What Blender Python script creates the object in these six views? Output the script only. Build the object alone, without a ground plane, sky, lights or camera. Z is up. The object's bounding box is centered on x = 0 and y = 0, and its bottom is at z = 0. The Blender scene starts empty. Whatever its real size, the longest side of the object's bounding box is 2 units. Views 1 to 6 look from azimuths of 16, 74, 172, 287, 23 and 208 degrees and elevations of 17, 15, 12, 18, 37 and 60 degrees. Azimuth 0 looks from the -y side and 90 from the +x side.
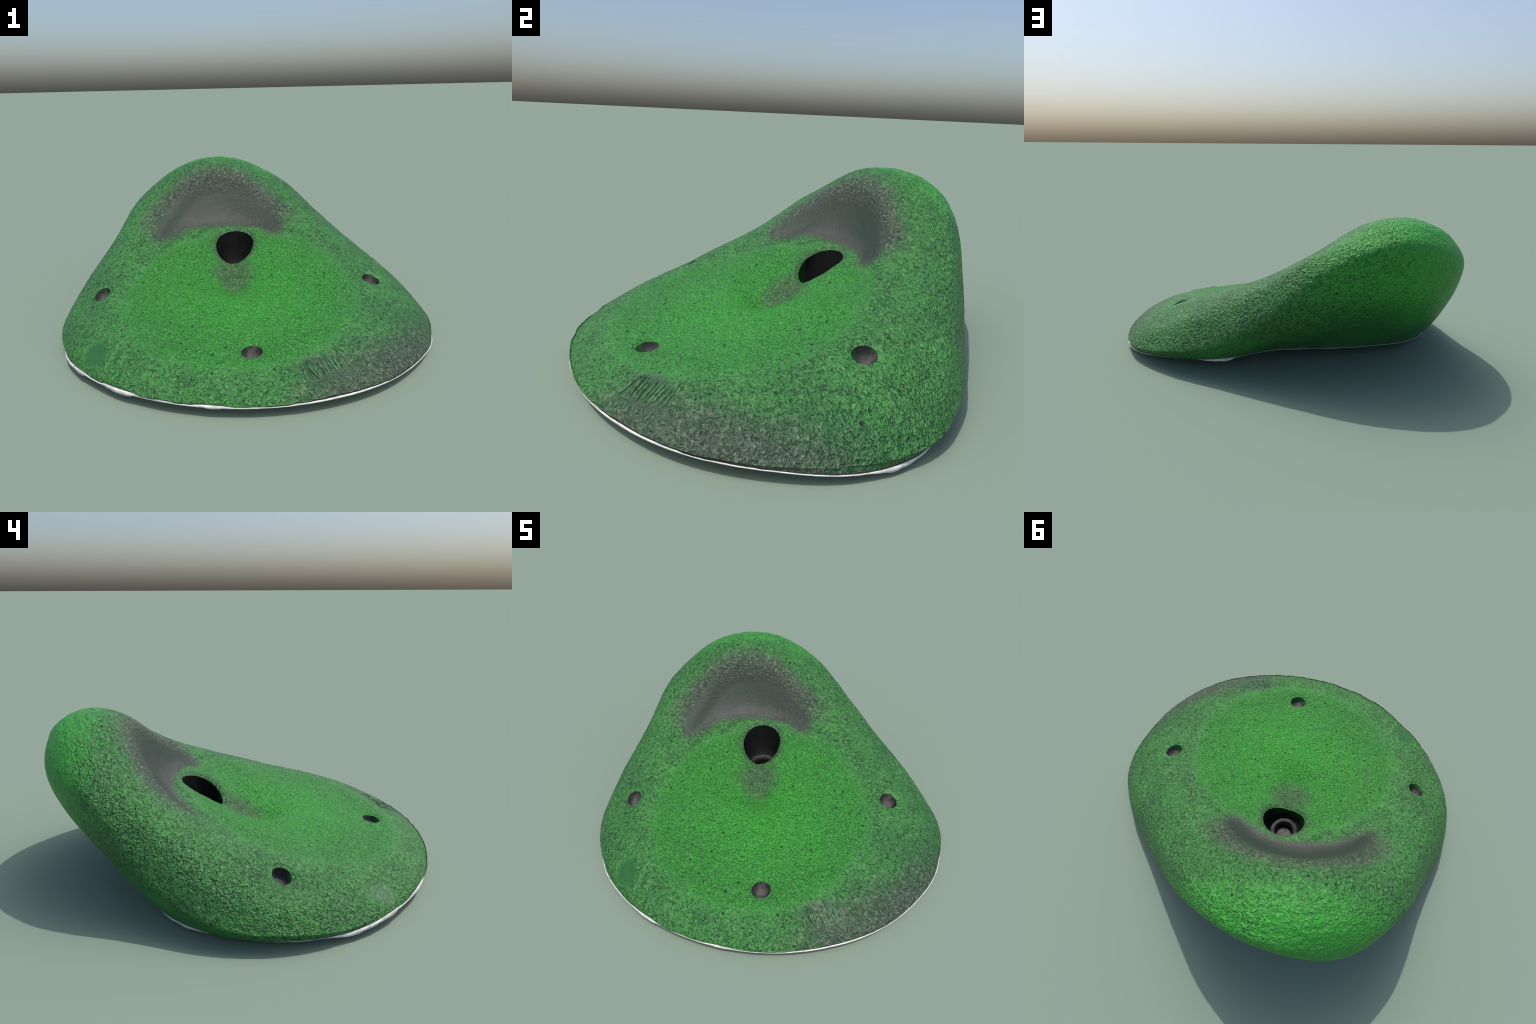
"""A moulded climbing hold: a shield-shaped slab with a shallow dish, a raised lobe with a
finger pocket at the back, one counterbored bolt hole and three small screw holes."""
import bpy, bmesh, math, random
import numpy as np
from mathutils import Vector, Matrix, noise

random.seed(7)
np.random.seed(7)

# ------------------------------------------------------------------ frame of the hold
ORIGIN = np.array([0.02, -0.10])            # centre of the dish, seen from above
AXIS = math.radians(111.5)                  # direction of the raised lobe
AX = np.array([math.cos(AXIS), math.sin(AXIS)])
LAT = np.array([AX[1], -AX[0]])             # to the right of the lobe direction

# ------------------------------------------------------------------ radial cross-sections
# One section every 18 degrees, counted from the lobe: equator radius, base radius,
# heights along the top at TOP_FRACTIONS of the equator radius, heights underneath.
TOP_FRACTIONS = [.15, .27, .37, .46, .53, .60, .66, .75, .85, .94, 1.0]
UNDER_FRACTIONS = [.12, .40, .75, 1.0]
SECTIONS = [
    (1.146, .650, [.276, .343, .405, .457, .514, .648, .768, .826, .844, .815, .738], [.510, .374, .206, .090]),
    (1.190, .730, [.268, .322, .393, .454, .503, .618, .752, .822, .820, .768, .628], [.452, .296, .168, .078]),
    (1.106, .845, [.262, .300, .358, .410, .438, .472, .558, .625, .656, .632, .556], [.374, .228, .124, .056]),
    (1.028, .919, [.256, .280, .322, .364, .380, .390, .415, .448, .450, .402, .255], [.210, .126, .060, .034]),
    (1.018, .946, [.252, .268, .297, .312, .313, .315, .332, .338, .308, .243, .126], [.110, .074, .038, .036]),
    (.995, .966, [.250, .254, .260, .262, .260, .259, .265, .252, .208, .166, .094], [.084, .060, .046, .045]),
    (.948, .953, [.246, .242, .237, .228, .221, .218, .218, .208, .172, .124, .066], [.068, .060, .053, .052]),
    (.895, .907, [.241, .233, .225, .214, .206, .200, .194, .180, .151, .112, .063], [.068, .059, .053, .053]),
    (.872, .868, [.235, .224, .214, .203, .195, .188, .181, .169, .142, .102, .059], [.066, .057, .055, .055]),
    (.848, .847, [.232, .218, .205, .193, .183, .178, .172, .159, .135, .098, .058], [.064, .057, .055, .055]),
    (.852, .848, [.231, .217, .204, .194, .185, .177, .171, .160, .137, .100, .058], [.064, .057, .055, .055]),
    (.867, .868, [.234, .223, .212, .203, .195, .188, .182, .170, .141, .104, .060], [.065, .059, .056, .056]),
    (.908, .905, [.241, .234, .228, .220, .213, .209, .204, .186, .154, .111, .063], [.068, .063, .058, .056]),
    (.942, .940, [.250, .252, .248, .243, .238, .235, .230, .209, .172, .122, .067], [.066, .063, .056, .052]),
    (.972, .978, [.258, .270, .272, .271, .269, .265, .257, .233, .188, .127, .064], [.066, .060, .048, .040]),
    (.996, .974, [.263, .291, .306, .309, .309, .308, .301, .272, .217, .150, .078], [.080, .056, .046, .042]),
    (.953, .866, [.268, .315, .348, .362, .372, .375, .370, .352, .302, .240, .125], [.114, .082, .062, .056]),
    (.917, .785, [.272, .326, .354, .384, .412, .434, .442, .443, .416, .352, .210], [.170, .124, .096, .084]),
    (.950, .640, [.272, .327, .370, .404, .444, .490, .520, .538, .537, .510, .378], [.292, .208, .146, .100]),
    (1.042, .616, [.275, .342, .402, .440, .490, .570, .628, .676, .704, .708, .630], [.484, .326, .188, .100]),
]
CENTRE_HEIGHT = .247
K = len(SECTIONS)
NTOP, NUNDER = len(TOP_FRACTIONS), len(UNDER_FRACTIONS)
NPROF = 1 + NTOP + NUNDER

N_ANGLE = 760
ROWS_TOP = 230
ROWS_UNDER = 60


def catmull(n, t, periodic):
    """Catmull-Rom weights of n control points at the parameters t."""
    w = np.zeros((len(t), n))
    i = np.floor(t).astype(int)
    if not periodic:
        i = np.clip(i, 0, n - 2)
    u = t - i
    parts = [-.5 * u + u * u - .5 * u ** 3, 1 - 2.5 * u * u + 1.5 * u ** 3,
             .5 * u + 2 * u * u - 1.5 * u ** 3, -.5 * u * u + .5 * u ** 3]
    rows = np.arange(len(t))
    for k, part in zip((-1, 0, 1, 2), parts):
        j = i + k
        if periodic:
            np.add.at(w, (rows, j % n), part)
        else:
            lo, hi = j < 0, j >= n
            ok = ~(lo | hi)
            np.add.at(w, (rows[ok], j[ok]), part[ok])
            np.add.at(w, (rows[lo], 0 * j[lo]), 2 * part[lo])
            np.add.at(w, (rows[lo], 0 * j[lo] + 1), -part[lo])
            np.add.at(w, (rows[hi], 0 * j[hi] + n - 1), 2 * part[hi])
            np.add.at(w, (rows[hi], 0 * j[hi] + n - 2), -part[hi])
    return w


def smoothstep(a, b, x):
    t = np.clip((x - a) / (b - a), 0, 1)
    return t * t * (3 - 2 * t)


# ------------------------------------------------------------------ holes
BOLT = dict(xy=(-.163, .262), r=.113, floor=.235)
SCREWS = [(-.730, -.337, .047), (.2013, -.634, .050), (.666, .125, .050)]
MARK = (.533, -.645)      # moulded marking on the front right
PATCH = (-.533, -.745)    # smooth label spot on the front left


def surface_grid():
    ang = np.arange(N_ANGLE) * 2 * math.pi / N_ANGLE
    wt = catmull(K, np.arange(N_ANGLE) * K / N_ANGLE, True)
    # profile parameter: even along the top, finer at the rim and the base edge
    tt = np.linspace(0, NTOP, ROWS_TOP + 1)[1:]
    tu = np.linspace(NTOP, NPROF - 1, ROWS_UNDER + 1)[1:]
    t = np.concatenate([tt, tu])
    wj = catmull(NPROF, t, False)
    re = wt @ np.array([s[0] for s in SECTIONS])
    rb = wt @ np.array([s[1] for s in SECTIONS])
    z = np.array([[CENTRE_HEIGHT] + s[2] + s[3] for s in SECTIONS])
    z = wt @ z @ wj.T
    fe = wj @ np.array([0] + TOP_FRACTIONS + [1 - g for g in UNDER_FRACTIONS])
    fb = wj @ np.array([0] + [0] * NTOP + UNDER_FRACTIONS)
    r = re[:, None] * fe[None] + rb[:, None] * fb[None]
    d = np.stack([np.cos(ang + AXIS), np.sin(ang + AXIS)], -1)
    P = np.empty(r.shape + (3,))
    P[..., 0] = ORIGIN[0] + d[:, 0, None] * r
    P[..., 1] = ORIGIN[1] + d[:, 1, None] * r
    P[..., 2] = z
    top = t <= NTOP + 1e-6
    return ang, t, top, r, P


def relief(P, top):
    """Details laid over the sections: the trough below the bolt hole, softened hole mouths."""
    q = P[..., :2] - ORIGIN
    along, lat = q @ AX, q @ LAT
    z = P[..., 2].copy()
    fade = smoothstep(.0, .20, along) * (1 - smoothstep(.26, .42, along))
    width = .10
    z -= np.where(top, .022 * fade * np.exp(-((lat + .05) / width) ** 2), 0)
    z -= np.where(top, .050 * np.exp(-((along - .06) ** 2 + (lat + .060) ** 2) / .090 ** 2), 0)
    for (x, y, rad) in SCREWS:
        dd = np.hypot(P[..., 0] - x, P[..., 1] - y)
        z -= np.where(top, .010 * np.exp(-(np.maximum(dd - rad, 0) / .014) ** 2), 0)
    dd = np.hypot(P[..., 0] - BOLT['xy'][0], P[..., 1] - BOLT['xy'][1])
    z -= np.where(top, .010 * np.exp(-(np.maximum(dd - BOLT['r'], 0) / .010) ** 2), 0)
    z += np.where(top, .013 * np.exp(-((dd - BOLT['r'] - .04) / .05) ** 2) * (1 - smoothstep(.50, .56, along)), 0)
    return z


def height_at(x, y, P, top):
    q = (P[:, top, 0] - x) ** 2 + (P[:, top, 1] - y) ** 2
    i = np.unravel_index(q.argmin(), q.shape)
    return P[:, top][i][2]


ang, prof_t, top_row, RAD, GRID = surface_grid()

# the dish centre: blend the pole into one quadratic so that no cone point shows
x = (GRID[..., 0] - ORIGIN[0]); y = (GRID[..., 1] - ORIGIN[1]); zz = GRID[..., 2]
sel = (RAD > .10) & (RAD < .24) & top_row[None]
A = np.stack([np.ones(sel.sum()), x[sel], y[sel], x[sel] ** 2, x[sel] * y[sel], y[sel] ** 2], -1)
coef = np.linalg.lstsq(A, zz[sel], rcond=None)[0]
quad = coef[0] + coef[1] * x + coef[2] * y + coef[3] * x * x + coef[4] * x * y + coef[5] * y * y
bl = (1 - smoothstep(.05, .2, RAD)) * top_row[None]
GRID[..., 2] = zz * (1 - bl) + quad * bl
pole = np.array([[[ORIGIN[0], ORIGIN[1], coef[0]]]])
CENTRE = np.array([ORIGIN[0], ORIGIN[1], relief(pole, np.array([[True]]))[0, 0]])
GRID[..., 2] = relief(GRID, top_row[None, :])

# slight unevenness of the cast surface
nrm_scale = .0035
for i in range(N_ANGLE):
    for j in range(len(prof_t)):
        v = Vector(GRID[i, j])
        n = noise.noise(v * 9.0) * .5 + noise.noise(v * 24.0) * .35 + noise.noise(v * 58.0) * .75
        rise = nrm_scale * n * (1.0 if prof_t[j] < NPROF - 1.6 else .4)
        GRID[i, j, 2] += rise
        GRID[i, j, :2] += (GRID[i, j, :2] - ORIGIN) * rise * .5


# ------------------------------------------------------------------ rows of the base edge
# The grey-white backing shows under the skin as a strip whose width changes round the rim.
def strip_width(a):
    deg = (math.degrees(a) + 180) % 360 - 180      # from the lobe, left positive
    pts = [(-180, .010), (-160, .012), (-146, .014), (-125, .012), (-119, .004), (-109, .006), (-103, .026), (-95, .028), (-89, .003),
           (-62, .003), (-59, .022), (-52, .022), (-49, .002), (0, .002), (46, .002), (54, .020), (66, .022), (71, .003),
           (80, .008), (84, .008), (87, .003), (94, .006), (104, .020), (125, .030), (145, .026), (165, .014), (180, .010)]
    return float(np.interp(deg, [p[0] for p in pts], [p[1] for p in pts]))


lift_rows = smoothstep(NTOP - 1.4, NTOP, prof_t)      # the lowest skin rows make room for the strip
EDGE = np.empty((N_ANGLE, 4, 3))
for i in range(N_ANGLE):
    ca, sa = math.cos(ang[i]), math.sin(ang[i])
    w = strip_width(ang[i]) * max(.15, .58 + .8 * noise.noise(Vector((ca * 6, sa * 6, 3))) + .18 * noise.noise(Vector((ca * 22, sa * 22, 5))))
    deg = abs((math.degrees(ang[i]) + 180) % 360 - 180)
    seam = (.0045 + .003 * noise.noise(Vector((ca * 5, sa * 5, 8)))) * float(smoothstep(70, 95, deg)) * (.5 if ang[i] < math.pi else 1.0) + .0008
    out = np.array([math.cos(ang[i] + AXIS), math.sin(ang[i] + AXIS)])
    room = (min(w, .012) + seam) * float(smoothstep(100, 122, deg)) if deg > 0 else 0
    GRID[i, :, 2] += lift_rows * room
    base = GRID[i, -1]
    for j, (d_out, down) in enumerate(((.001, seam), (.004 + .12 * w, seam + .2 * w), (.004 + .1 * w, seam + w), (-.03, seam + w + .004))):
        EDGE[i, j, :2] = base[:2] + out * d_out
        EDGE[i, j, 2] = max(.006, base[2] - down)


# ------------------------------------------------------------------ mesh building
def new_object(name, mesh, parent=None, mat=None):
    o = bpy.data.objects.new(name, mesh)
    bpy.context.scene.collection.objects.link(o)
    if parent:
        o.parent = parent
    if mat:
        mesh.materials.clear()
        mesh.materials.append(mat)
    return o


def closed_body():
    """Closed solid: skin rows, seam and strip rows, underside rows. Material slots tell the regions apart."""
    rows = [GRID[:, j] for j in range(GRID.shape[1])] + [EDGE[:, j] for j in range(EDGE.shape[1])]
    n_skin, n_edge = GRID.shape[1], EDGE.shape[1]
    under = []
    centre = np.array([-.02, -.18])
    for f in (.85, .65, .45, .25, .1):
        u = EDGE[:, -1].copy()
        u[:, :2] = centre + (u[:, :2] - centre) * f
        u[:, 2] = u[:, 2] * f * f
        under.append(u)
    rows += under
    verts = np.concatenate([np.stack(rows, 1).reshape(-1, 3), CENTRE[None], [[centre[0], centre[1], 0.0]]])
    R, N = len(rows), N_ANGLE
    faces, slot = [], []
    c_top, c_bot = R * N, R * N + 1
    for i in range(N):
        a, b = i * R, ((i + 1) % N) * R
        faces.append((c_top, a, b)); slot.append(0)
        for j in range(R - 1):
            faces.append((a + j, a + j + 1, b + j + 1, b + j))
            slot.append(0 if j < n_skin - 1 else 1 if j < n_skin else 2)
        faces.append((a + R - 1, c_bot, b + R - 1)); slot.append(2)
    me = bpy.data.meshes.new("body")
    me.from_pydata([tuple(v) for v in verts], [], faces)
    me.polygons.foreach_set("material_index", slot)
    me.update()
    return me


# ------------------------------------------------------------------ materials
class Nodes:
    def __init__(self, name):
        self.mat = bpy.data.materials.new(name)
        self.mat.use_nodes = True
        self.t = self.mat.node_tree
        self.t.nodes.clear()
        self.out = self.t.nodes.new("ShaderNodeOutputMaterial")
        self.bsdf = self.t.nodes.new("ShaderNodeBsdfPrincipled")
        self.t.links.new(self.bsdf.outputs[0], self.out.inputs[0])
        self.obj = self.t.nodes.new("ShaderNodeTexCoord").outputs["Object"]

    def link(self, a, b):
        if hasattr(a, "is_output"):
            self.t.links.new(a, b)
        else:
            b.default_value = a

    def math(self, op, a, b=0.0, c=0.0, clamp=False):
        n = self.t.nodes.new("ShaderNodeMath"); n.operation = op; n.use_clamp = clamp
        for s, v in zip(n.inputs, (a, b, c)):
            self.link(v, s)
        return n.outputs[0]

    def noise(self, scale, detail=2.0, rough=.5, dist=0.0, vec=None):
        n = self.t.nodes.new("ShaderNodeTexNoise")
        n.inputs["Scale"].default_value = scale; n.inputs["Detail"].default_value = detail
        n.inputs["Roughness"].default_value = rough; n.inputs["Distortion"].default_value = dist
        self.link(vec or self.obj, n.inputs["Vector"])
        return n.outputs["Fac"]

    def voronoi(self, scale, feature="F1", rand=1.0):
        n = self.t.nodes.new("ShaderNodeTexVoronoi"); n.feature = feature
        n.inputs["Scale"].default_value = scale; n.inputs["Randomness"].default_value = rand
        self.link(self.obj, n.inputs["Vector"])
        return n

    def mapping(self, loc=(0, 0, 0), rot=(0, 0, 0), scale=(1, 1, 1)):
        n = self.t.nodes.new("ShaderNodeMapping"); n.vector_type = 'POINT'
        n.inputs["Location"].default_value = loc; n.inputs["Rotation"].default_value = rot; n.inputs["Scale"].default_value = scale
        self.link(self.obj, n.inputs["Vector"])
        return n.outputs[0]

    def ramp(self, fac, stops):
        n = self.t.nodes.new("ShaderNodeMapRange"); n.interpolation_type = 'SMOOTHSTEP'
        self.link(fac, n.inputs[0])
        n.inputs[1].default_value, n.inputs[2].default_value = stops[0], stops[1]
        n.inputs[3].default_value, n.inputs[4].default_value = (stops[2], stops[3]) if len(stops) > 2 else (0, 1)
        return n.outputs[0]

    def mix(self, fac, a, b):
        n = self.t.nodes.new("ShaderNodeMix"); n.data_type = 'RGBA'
        self.link(fac, n.inputs[0])
        for s, v in ((n.inputs[6], a), (n.inputs[7], b)):
            self.link((*v, 1) if isinstance(v, tuple) and len(v) == 3 else v, s)
        return n.outputs[2]

    def xyz(self):
        n = self.t.nodes.new("ShaderNodeSeparateXYZ"); self.link(self.obj, n.inputs[0])
        return n.outputs

    def blob(self, centre, radii, angle=0.0, soft=(0.5, 1.2)):
        """Mask 1 inside an ellipsoid, falling to 0 between the two soft values (in radii)."""
        sub = self.t.nodes.new("ShaderNodeVectorMath"); sub.operation = 'SUBTRACT'
        self.link(self.obj, sub.inputs[0]); sub.inputs[1].default_value = centre
        rot = self.t.nodes.new("ShaderNodeVectorRotate"); rot.rotation_type = 'Z_AXIS'
        self.link(sub.outputs[0], rot.inputs[0]); rot.inputs["Angle"].default_value = -angle
        div = self.t.nodes.new("ShaderNodeVectorMath"); div.operation = 'DIVIDE'
        self.link(rot.outputs[0], div.inputs[0]); div.inputs[1].default_value = radii
        ln = self.t.nodes.new("ShaderNodeVectorMath"); ln.operation = 'LENGTH'
        self.link(div.outputs[0], ln.inputs[0])
        return self.ramp(ln.outputs["Value"], (soft[0], soft[1], 1.0, 0.0))

    def bump(self, height, strength, distance):
        n = self.t.nodes.new("ShaderNodeBump")
        n.inputs["Strength"].default_value = strength; n.inputs["Distance"].default_value = distance
        self.link(height, n.inputs["Height"])
        self.t.links.new(n.outputs[0], self.bsdf.inputs["Normal"])


def local(along, lat, z):
    p = ORIGIN + AX * along + LAT * lat
    return (float(p[0]), float(p[1]), z)


def skin_material():
    m = Nodes("green_textured_resin")
    # coordinates in the frame of the hold: along the lobe, to its right, up
    sub = m.t.nodes.new("ShaderNodeVectorMath"); sub.operation = 'SUBTRACT'
    m.link(m.obj, sub.inputs[0]); sub.inputs[1].default_value = (float(ORIGIN[0]), float(ORIGIN[1]), 0)
    rot = m.t.nodes.new("ShaderNodeVectorRotate"); rot.rotation_type = 'Z_AXIS'
    m.link(sub.outputs[0], rot.inputs[0]); rot.inputs["Angle"].default_value = -AXIS
    fr = m.t.nodes.new("ShaderNodeSeparateXYZ"); m.link(rot.outputs[0], fr.inputs[0])
    along, left, up = fr.outputs
    lat = m.math('MULTIPLY', left, -1.0)

    def ellipse(c_al, c_lat, r_al, r_lat):
        a = m.math('DIVIDE', m.math('SUBTRACT', along, c_al), r_al)
        b = m.math('DIVIDE', m.math('SUBTRACT', lat, c_lat), r_lat)
        return m.math('SQRT', m.math('ADD', m.math('MULTIPLY', a, a), m.math('MULTIPLY', b, b)))

    # pebbled grain, finer inside the dish
    dish = m.ramp(m.math('ADD', ellipse(-.10, -.05, .58, .60), m.math('MULTIPLY', m.math('SUBTRACT', m.noise(16, 4.0, .65), .5), .25)), (.92, 1.08, 1.0, 0.0))
    coarse = m.math('ADD', m.math('MULTIPLY', m.noise(66, 1.5, .5, 1.0), .75), m.math('MULTIPLY', m.noise(140, 1.0), .25))
    fine = m.math('ADD', m.math('MULTIPLY', m.noise(100, 1.5, .5, 1.0), .75), m.math('MULTIPLY', m.noise(190, 1.0), .25))
    gm = m.t.nodes.new("ShaderNodeMix"); m.link(dish, gm.inputs[0]); m.link(coarse, gm.inputs[2]); m.link(fine, gm.inputs[3])
    g = gm.outputs[0]
    large = m.noise(5.0, 3.0, .6)
    patchy = m.noise(16, 4.0, .65)

    # where the cast is smooth: hidden flank under the lobe, pocket floor, label spot, marking
    slope = m.math('ADD', .0, m.math('MULTIPLY', m.math('SUBTRACT', along, .15), .43))
    flank = m.ramp(m.math('ADD', m.math('SUBTRACT', up, slope), m.math('MULTIPLY', m.math('SUBTRACT', patchy, .5), .14)), (-.05, .05, 1.0, 0.0))
    flank = m.math('MULTIPLY', flank, m.ramp(along, (.10, .30)))
    crown = m.ramp(m.math('ADD', along, m.math('MULTIPLY', m.math('SUBTRACT', patchy, .5), .3)), (.80, 1.08))
    spot = m.blob((PATCH[0], PATCH[1], .11), (.10, .075, .09), math.radians(-50), (.45, 1.15))
    mark = m.math('MULTIPLY', m.blob((MARK[0], MARK[1], .12), (.140, .095, .10), math.radians(25), (.55, 1.15)), m.ramp(m.noise(30, 3.0, .6), (.25, .45)))

    # grey areas: finger pocket crescent, mouth of the bolt hole, front rim
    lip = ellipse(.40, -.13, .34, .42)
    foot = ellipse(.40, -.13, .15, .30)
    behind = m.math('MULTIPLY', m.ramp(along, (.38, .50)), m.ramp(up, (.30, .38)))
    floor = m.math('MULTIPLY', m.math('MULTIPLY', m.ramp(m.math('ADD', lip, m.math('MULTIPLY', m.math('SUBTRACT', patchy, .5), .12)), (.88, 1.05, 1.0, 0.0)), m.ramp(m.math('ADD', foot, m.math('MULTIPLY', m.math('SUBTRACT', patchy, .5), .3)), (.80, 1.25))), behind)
    wall = m.math('MULTIPLY', floor, m.ramp(m.math('ADD', lip, m.math('MULTIPLY', m.math('SUBTRACT', large, .5), .3)), (.58, .80)))  # occlusion shade under the lip, painted dark into the upper pocket wall
    halo = m.math('MULTIPLY', m.math('MULTIPLY', m.ramp(lip, (.90, 1.50, 1.0, 0.0)), m.ramp(foot, (.75, 1.15))), m.math('MULTIPLY', m.ramp(along, (.34, .62)), m.ramp(up, (.36, .48))))
    mouth = m.math('MAXIMUM', m.ramp(ellipse(.20, -.06, .20, .18), (.05, 1.15, 1.0, 0.0)), m.ramp(ellipse(.40, -.04, .15, .15), (.75, 1.3, .6, 0.0)))
    rim = m.blob((.76, -.48, .06), (.78, .27, .18), math.radians(56), (.10, 1.15))
    border = m.math('MULTIPLY', m.math('SUBTRACT', 1.0, dish), m.ramp(along, (.45, .85, 1.0, .05)))

    def through_grain(mask, lo=.12, hi=.95):
        """Mask that breaks up over the grain instead of fading evenly."""
        e = m.math('ADD', m.math('MULTIPLY', mask, 1.0), m.math('MULTIPLY', m.math('SUBTRACT', g, .5), 1.3))
        e = m.math('ADD', e, m.math('MULTIPLY', m.math('SUBTRACT', patchy, .5), .6))
        return m.math('MULTIPLY', m.ramp(e, (lo, hi)), m.ramp(mask, (0.0, .15)))
    grey = m.math('MAXIMUM', floor, m.math('MULTIPLY', through_grain(halo), .90))
    grey = m.math('MAXIMUM', grey, m.math('MULTIPLY', through_grain(mouth), .64))
    grey = m.math('MAXIMUM', grey, m.math('MULTIPLY', through_grain(rim), .78))
    grey = m.math('MAXIMUM', grey, m.math('MULTIPLY', m.math('MULTIPLY', border, m.ramp(g, (.50, .66))), .10))
    grey = m.math('MAXIMUM', grey, m.math('MULTIPLY', mark, .45))

    smooth = m.math('MAXIMUM', m.math('MAXIMUM', m.math('MULTIPLY', flank, .95), floor), m.math('MAXIMUM', m.math('MULTIPLY', m.math('MULTIPLY', crown, m.ramp(lat, (-.15, .10, 1.0, .2))), .55), m.math('MAXIMUM', spot, mark)))
    rough = m.math('SUBTRACT', 1.0, smooth)
    peak = m.math('MULTIPLY', m.ramp(g, (.50, .64)), rough)
    pit = m.math('MULTIPLY', m.ramp(g, (.39, .48, 1.0, 0.0)), rough)

    vivid = m.math('MAXIMUM', m.math('ADD', m.math('MULTIPLY', dish, .45), m.math('MULTIPLY', m.ramp(ellipse(-.10, .0, .52, .52), (.15, 1.05, 1.0, 0.0)), .5)), m.math('MULTIPLY', crown, .9))
    green = m.mix(m.ramp(large, (.35, .65)), (.030, .152, .031), (.038, .200, .036))
    corner = m.blob((.93, -.12, .08), (.42, .24, .22), math.radians(66), (.10, 1.15))  # front-right corner: green darkened to carry baked shading
    green = m.mix(m.math('MULTIPLY', corner, .55), green, (.019, .088, .032))
    green = m.mix(vivid, green, (.036, .318, .028))
    green = m.mix(m.math('MULTIPLY', spot, .7), green, (.013, .080, .022))
    green = m.mix(m.math('MULTIPLY', mark, .7), green, (.020, .070, .026))
    grey_c = m.mix(patchy, (.032, .036, .032), (.064, .067, .061))
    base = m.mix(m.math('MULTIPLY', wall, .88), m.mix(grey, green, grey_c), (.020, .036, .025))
    pale = m.mix(grey, m.mix(m.math('MULTIPLY', corner, .6), m.mix(vivid, (.088, .262, .070), (.085, .400, .062)), (.052, .150, .062)), (.195, .200, .170))
    dark = m.mix(grey, m.mix(vivid, (.009, .038, .014), (.010, .090, .013)), (.024, .027, .024))
    base = m.mix(m.math('MULTIPLY', peak, .66), base, pale)  # grain light and shade baked into colour: pale peaks, dark pits
    base = m.mix(m.math('MULTIPLY', pit, .72), base, dark)
    # scattered open pores, mostly in the dish
    v = m.voronoi(24)
    pore_on = m.ramp(v.outputs["Distance"], (.11, .17, 1.0, 0.0))
    pick = m.t.nodes.new("ShaderNodeSeparateColor"); m.link(v.outputs["Color"], pick.inputs[0])
    pore = m.math('MULTIPLY', m.math('MULTIPLY', pore_on, m.math('GREATER_THAN', pick.outputs[0], .72)), rough)
    base = m.mix(m.math('MULTIPLY', pore, .85), base, (.012, .026, .016))
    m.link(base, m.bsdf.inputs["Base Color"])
    m.link(m.math("ADD", .46, m.math("MULTIPLY", floor, .16)), m.bsdf.inputs["Roughness"])
    m.bsdf.inputs["Specular IOR Level"].default_value = .42
    h = m.math('MULTIPLY', m.math('SUBTRACT', g, m.math('MULTIPLY', pore, .4)), m.math('ADD', .12, m.math('MULTIPLY', rough, .88)))
    m.bump(h, .95, .024)
    return m.mat


def plain(name, c1, c2, scale=20, rough=.6, spec=.3, metallic=0.0, bump=0.0):
    m = Nodes(name)
    n = m.noise(scale, 4.0, .6)
    m.link(m.mix(m.ramp(n, (.3, .7)), c1, c2), m.bsdf.inputs["Base Color"])
    m.bsdf.inputs["Roughness"].default_value = rough
    m.bsdf.inputs["Specular IOR Level"].default_value = spec
    m.bsdf.inputs["Metallic"].default_value = metallic
    if bump:
        m.bump(n, .5, bump)
    return m.mat


def screw_hole_material():
    """Green resin at the mouth and towards the front, grey below and at the back."""
    m = Nodes("grey_green_screw_hole")
    xyz = m.xyz()
    n = m.noise(40, 3.0, .6)
    front = m.math('MULTIPLY', m.ramp(m.math('ADD', xyz[1], m.math('MULTIPLY', n, .02)), (-.030, .005, 1.0, 0.0)), m.ramp(xyz[2], (-.048, -.026)))
    side = m.ramp(m.math('ABSOLUTE', m.math('ADD', xyz[0], .004)), (.014, .034))  # side walls near black, darker than the grey floor and back
    grey = m.mix(m.ramp(n, (.35, .65)), (.026, .027, .026), (.080, .079, .075))
    c = m.mix(front, m.mix(m.math('MULTIPLY', side, .85), grey, (.014, .018, .016)), (.022, .185, .030))
    m.link(c, m.bsdf.inputs["Base Color"])
    m.bsdf.inputs["Roughness"].default_value = .7
    m.bump(n, .5, .008)
    return m.mat


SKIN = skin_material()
SEAM = plain("dark_mould_seam", (.020, .020, .021), (.050, .050, .048), 40, .8)
STRIP = plain("white_backing", (.50, .49, .47), (.80, .79, .77), 22, .5, .4, 0, .004)
def bore_material():
    m = Nodes("black_bolt_hole")
    xyz = m.xyz()
    n = m.noise(22, 3.0, .6)
    front = m.math('MULTIPLY', m.ramp(m.math('SUBTRACT', BOLT['xy'][1] - .03, xyz[1]), (.0, .05)), m.ramp(m.math('ADD', xyz[2], m.math('MULTIPLY', n, .03)), (.268, .30)))
    c = m.mix(front, m.mix(n, (.002, .003, .0025), (.012, .012, .012)), (.006, .062, .012))
    m.link(c, m.bsdf.inputs["Base Color"])
    m.bsdf.inputs["Roughness"].default_value = .7
    m.bsdf.inputs["Specular IOR Level"].default_value = .12
    return m.mat


BORE = bore_material()
STEEL = plain("grey_steel_washer", (.016, .017, .019), (.060, .060, .062), 24, .65, .3, .1)
GREY = plain("grey_hole_dirt", (.055, .050, .050), (.13, .12, .12), 40, .7, .3, 0, .006)
HOLE = screw_hole_material()

# ------------------------------------------------------------------ assemble
root = bpy.data.objects.new("climbing_hold", None)
bpy.context.scene.collection.objects.link(root)
root.empty_display_size = .2
root["label"] = "green textured climbing hold with raised lobe, finger pocket and bolt holes"
root["category"] = "climbing hold"

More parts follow.
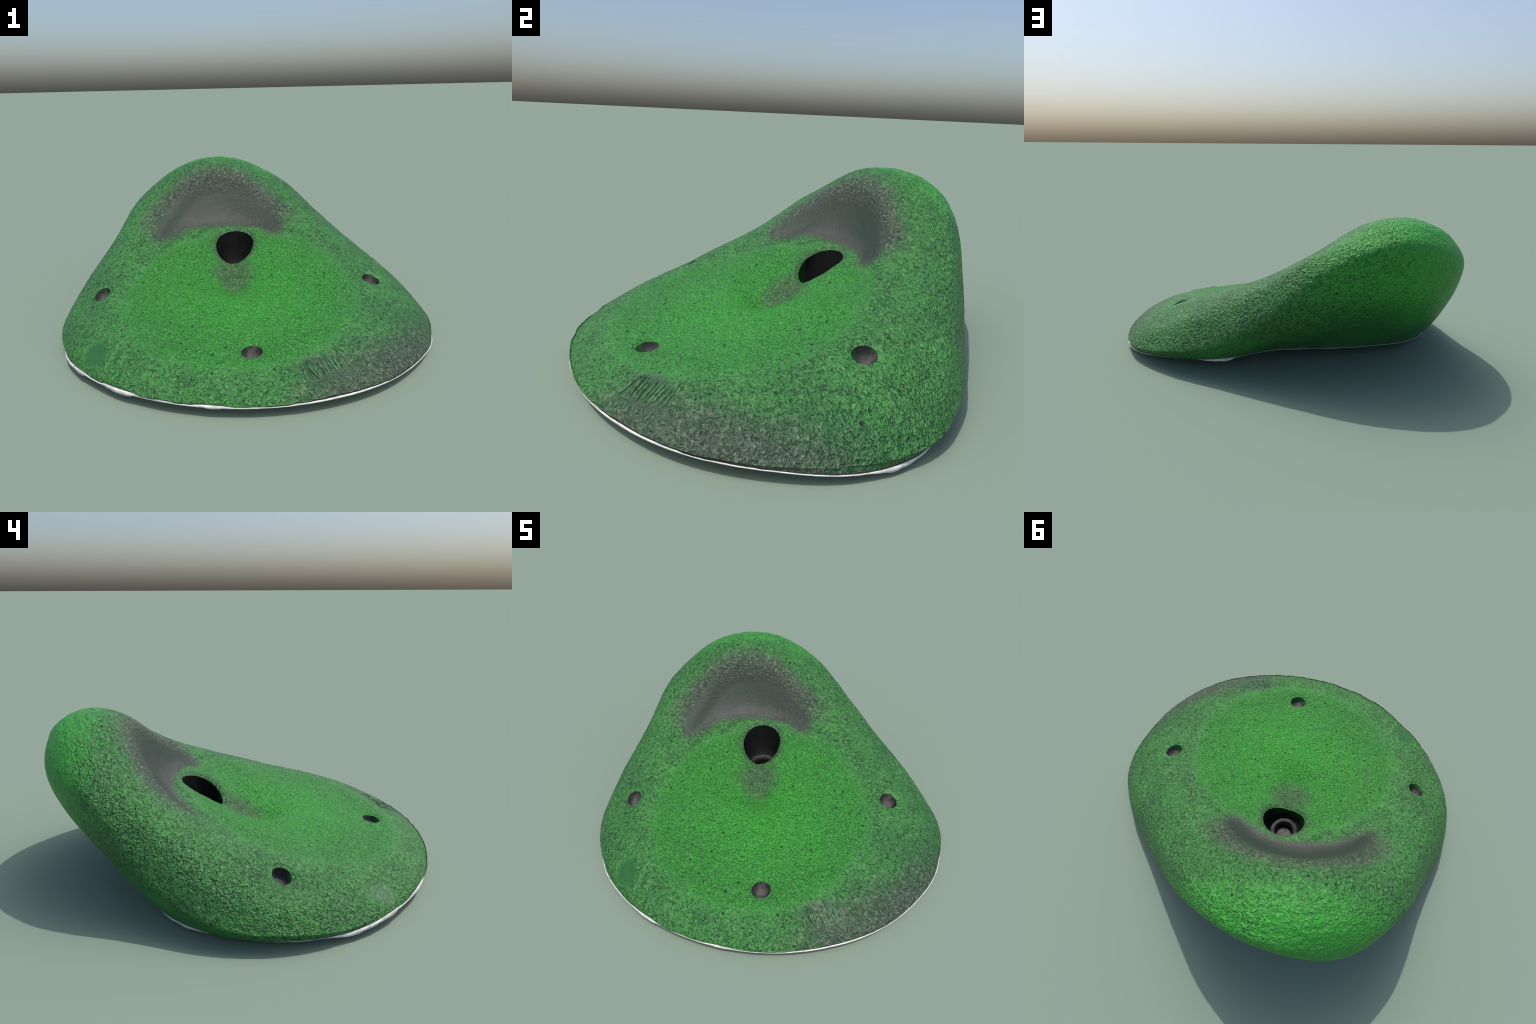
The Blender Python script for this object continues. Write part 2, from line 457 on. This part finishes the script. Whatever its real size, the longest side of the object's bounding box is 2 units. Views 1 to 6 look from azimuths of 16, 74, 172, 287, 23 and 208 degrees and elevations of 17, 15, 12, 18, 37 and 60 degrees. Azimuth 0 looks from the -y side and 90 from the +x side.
body_mesh = closed_body()
body = new_object("body", body_mesh)
for mm in (SKIN, SEAM, STRIP, BORE, HOLE):
    body_mesh.materials.append(mm)


def lathe(profile, n, name):
    """Closed solid of revolution about z from (radius, height) pairs, from the bottom up."""
    me = bpy.data.meshes.new(name)
    vs, fs = [], []
    for r, z in profile:
        for i in range(n):
            a = 2 * math.pi * i / n
            vs.append((r * math.cos(a), r * math.sin(a), z))
    m = len(profile)
    for j in range(m - 1):
        for i in range(n):
            k = (i + 1) % n
            fs.append((j * n + i, j * n + k, (j + 1) * n + k, (j + 1) * n + i))
    fs.append(tuple(reversed(range(n))))
    fs.append(tuple((m - 1) * n + i for i in range(n)))
    me.from_pydata(vs, [], fs)
    me.update()
    return me


def surface_normal(x, y):
    h = .05
    zx = height_at(x + h, y, GRID, top_row) - height_at(x - h, y, GRID, top_row)
    zy = height_at(x, y + h, GRID, top_row) - height_at(x, y - h, GRID, top_row)
    return Vector((-zx / (2 * h), -zy / (2 * h), 1)).normalized()


cutters = []
bx, by = BOLT['xy']
bolt_cut = lathe([(.046, .05), (.046, BOLT['floor'] - .006), (.052, BOLT['floor']), (.080, BOLT['floor'] + .003),
                  (.095, BOLT['floor'] + .018), (.106, BOLT['floor'] + .055), (BOLT['r'], BOLT['floor'] + .12), (BOLT['r'], .70)], 56, "bolt_cut")
# tilt the upper part of the cutter away so it clears the pocket wall: plain vertical bore
c = new_object("bolt_cut", bolt_cut, None, BORE); c.location = (bx, by, 0)
cutters.append(c)
hole_frames = []
for (sx, sy, sr) in SCREWS:
    z0 = height_at(sx + .07, sy, GRID, top_row) * .5 + height_at(sx - .07, sy, GRID, top_row) * .5
    nrm = (surface_normal(sx, sy) * .75 + Vector((0, 0, .25))).normalized()
    me = lathe([(sr * .35, -.052), (sr * .70, -.047), (sr * .92, -.030), (sr, -.004), (sr * 1.04, .12)], 28, "screw_cut")
    c = new_object("screw_cut", me, None, HOLE)
    c.location = (sx, sy, z0)
    c.rotation_euler = nrm.to_track_quat('Z', 'Y').to_euler()
    cutters.append(c)
    hole_frames.append((Vector((sx, sy, z0))))

for c in cutters:
    md = body.modifiers.new("cut", 'BOOLEAN')
    md.operation = 'DIFFERENCE'; md.solver = 'MANIFOLD'; md.object = c
    md.material_mode = 'TRANSFER'
deps = bpy.context.evaluated_depsgraph_get()
cut_mesh = bpy.data.meshes.new_from_object(body.evaluated_get(deps))
cut_mesh.name = "cut_body"
slots = [m.name for m in cut_mesh.materials]
for c in cutters:
    bpy.data.objects.remove(c, do_unlink=True)
bpy.data.objects.remove(body, do_unlink=True)

co = np.empty(len(cut_mesh.vertices) * 3); cut_mesh.vertices.foreach_get("co", co); co = co.reshape(-1, 3)


def part(name, chooser, mat, origin=(0, 0, 0)):
    used, vs, fs = {}, [], []
    o = Vector(origin)
    for p in cut_mesh.polygons:
        if not chooser(p):
            continue
        f = []
        for v in p.vertices:
            if v not in used:
                used[v] = len(vs); vs.append(Vector(co[v]) - o)
            f.append(used[v])
        fs.append(f)
    me = bpy.data.meshes.new(name)
    me.from_pydata(vs, [], fs)
    me.polygons.foreach_set("use_smooth", [True] * len(fs))
    me.update()
    ob = new_object(name, me, root, mat)
    ob.location = origin
    return ob


def is_slot(mat):
    ids = {i for i, n in enumerate(slots) if n == mat.name}
    return lambda p: p.material_index in ids


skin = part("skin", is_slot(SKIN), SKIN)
part("seam", is_slot(SEAM), SEAM)
part("backing", is_slot(STRIP), STRIP)
b = part("bolt_hole", is_slot(BORE), BORE)
b.data.set_sharp_from_angle(angle=math.radians(40))
in_hole = is_slot(HOLE)
for fr in hole_frames:
    s = part("screw_hole", lambda p, fr=fr: in_hole(p) and (p.center - fr).length < .2, HOLE, fr)

# washer pressed into the counterbore, and the grey bottom of the bolt bore
w = lathe([(.053, .0), (.076, .0), (.079, .003), (.077, .009), (.071, .012), (.060, .012), (.055, .009)], 56, "washer")
bm = bmesh.new(); bm.from_mesh(w)
for f in [f for f in bm.faces if len(f.verts) > 4]:
    bm.faces.remove(f)
bm.verts.ensure_lookup_table()
n = 56
for i in range(n):
    k = (i + 1) % n
    bm.faces.new([bm.verts[6 * n + i], bm.verts[6 * n + k], bm.verts[k], bm.verts[i]])
bmesh.ops.recalc_face_normals(bm, faces=bm.faces)
bm.to_mesh(w); bm.free()
w.polygons.foreach_set("use_smooth", [True] * len(w.polygons))
washer = new_object("washer", w, root, STEEL)
washer.location = (bx, by, BOLT['floor'] + .0012)
washer.data.set_sharp_from_angle(angle=math.radians(50))

# moulded marking on the front right: worn raised strokes with a row of dots, too worn to read
from mathutils.bvhtree import BVHTree
tree = BVHTree.FromObject(skin, bpy.context.evaluated_depsgraph_get())
rng = random.Random(11)
inward = Vector((ORIGIN[0] - MARK[0], ORIGIN[1] - MARK[1], 0)).normalized()
across = Vector((-inward.y, inward.x, 0)) * -1


def on_skin(u, v):
    p = Vector((MARK[0], MARK[1], 1.0)) + across * u + inward * v
    hit, n, _, _ = tree.ray_cast(p, Vector((0, 0, -1)))
    return hit, n


def ridge(bm, pts, width, height):
    """A rounded raised bar that follows the skin through the points (u, v)."""
    ring = []
    n = 8
    for k, (u, v) in enumerate(pts):
        hit, nrm = on_skin(u, v)
        u2, v2 = pts[min(k + 1, len(pts) - 1)]; u1, v1 = pts[max(k - 1, 0)]
        t = (across * (u2 - u1) + inward * (v2 - v1)).normalized()
        side = t.cross(nrm).normalized()
        taper = .55 if k in (0, len(pts) - 1) else 1
        row = []
        for j in range(n):
            a = 2 * math.pi * j / n
            row.append(bm.verts.new(hit + side * (math.cos(a) * width * .5 * taper) + nrm * (math.sin(a) * height * taper)))
        ring.append(row)
    for r1, r2 in zip(ring, ring[1:]):
        for j in range(n):
            bm.faces.new((r1[j], r1[(j + 1) % n], r2[(j + 1) % n], r2[j]))
    bm.faces.new(list(reversed(ring[0]))); bm.faces.new(ring[-1])


bm = bmesh.new()
count = 11
for i in range(count):
    u0 = -.098 + .196 * i / (count - 1)
    lean = rng.uniform(-.010, .012) + (.02 if i == 0 else 0)
    v0, v1 = -.055 + rng.uniform(0, .02), .048 + rng.uniform(-.02, .012)
    bend = rng.uniform(-.007, .007)
    ridge(bm, [(u0 + lean * (t - .5) + bend * math.sin(t * 3.1), v0 + (v1 - v0) * t) for t in (0, .2, .4, .6, .8, 1)], rng.uniform(.007, .015), rng.uniform(.005, .011))
for i in range(11):
    u = -.10 + .02 * i
    v = -.078 + rng.uniform(-.008, .008)
    ridge(bm, [(u, v - .005), (u, v), (u, v + .005)], .010, .006)
for u, v in ((.045, -.035), (.075, .005), (.02, -.045), (-.085, .055), (-.05, .052)):
    ridge(bm, [(u - .006, v), (u, v), (u + .006, v)], .012, .008)
bmesh.ops.recalc_face_normals(bm, faces=bm.faces)
me = bpy.data.meshes.new("marking"); bm.to_mesh(me); bm.free()
me.polygons.foreach_set("use_smooth", [True] * len(me.polygons))
MARKING = plain("worn_green_lettering", (.014, .052, .022), (.070, .190, .078), 48, .5, .4)
marking = new_object("marking", me, root, MARKING)
marking["kind"] = "stuff"

plug = new_object("bore_floor", lathe([(.043, .0), (.0452, .140), (.036, .148), (.018, .144)], 40, "bore_floor"), root, GREY)
plug.location = (bx, by, .052)
bpy.data.meshes.remove(cut_mesh)
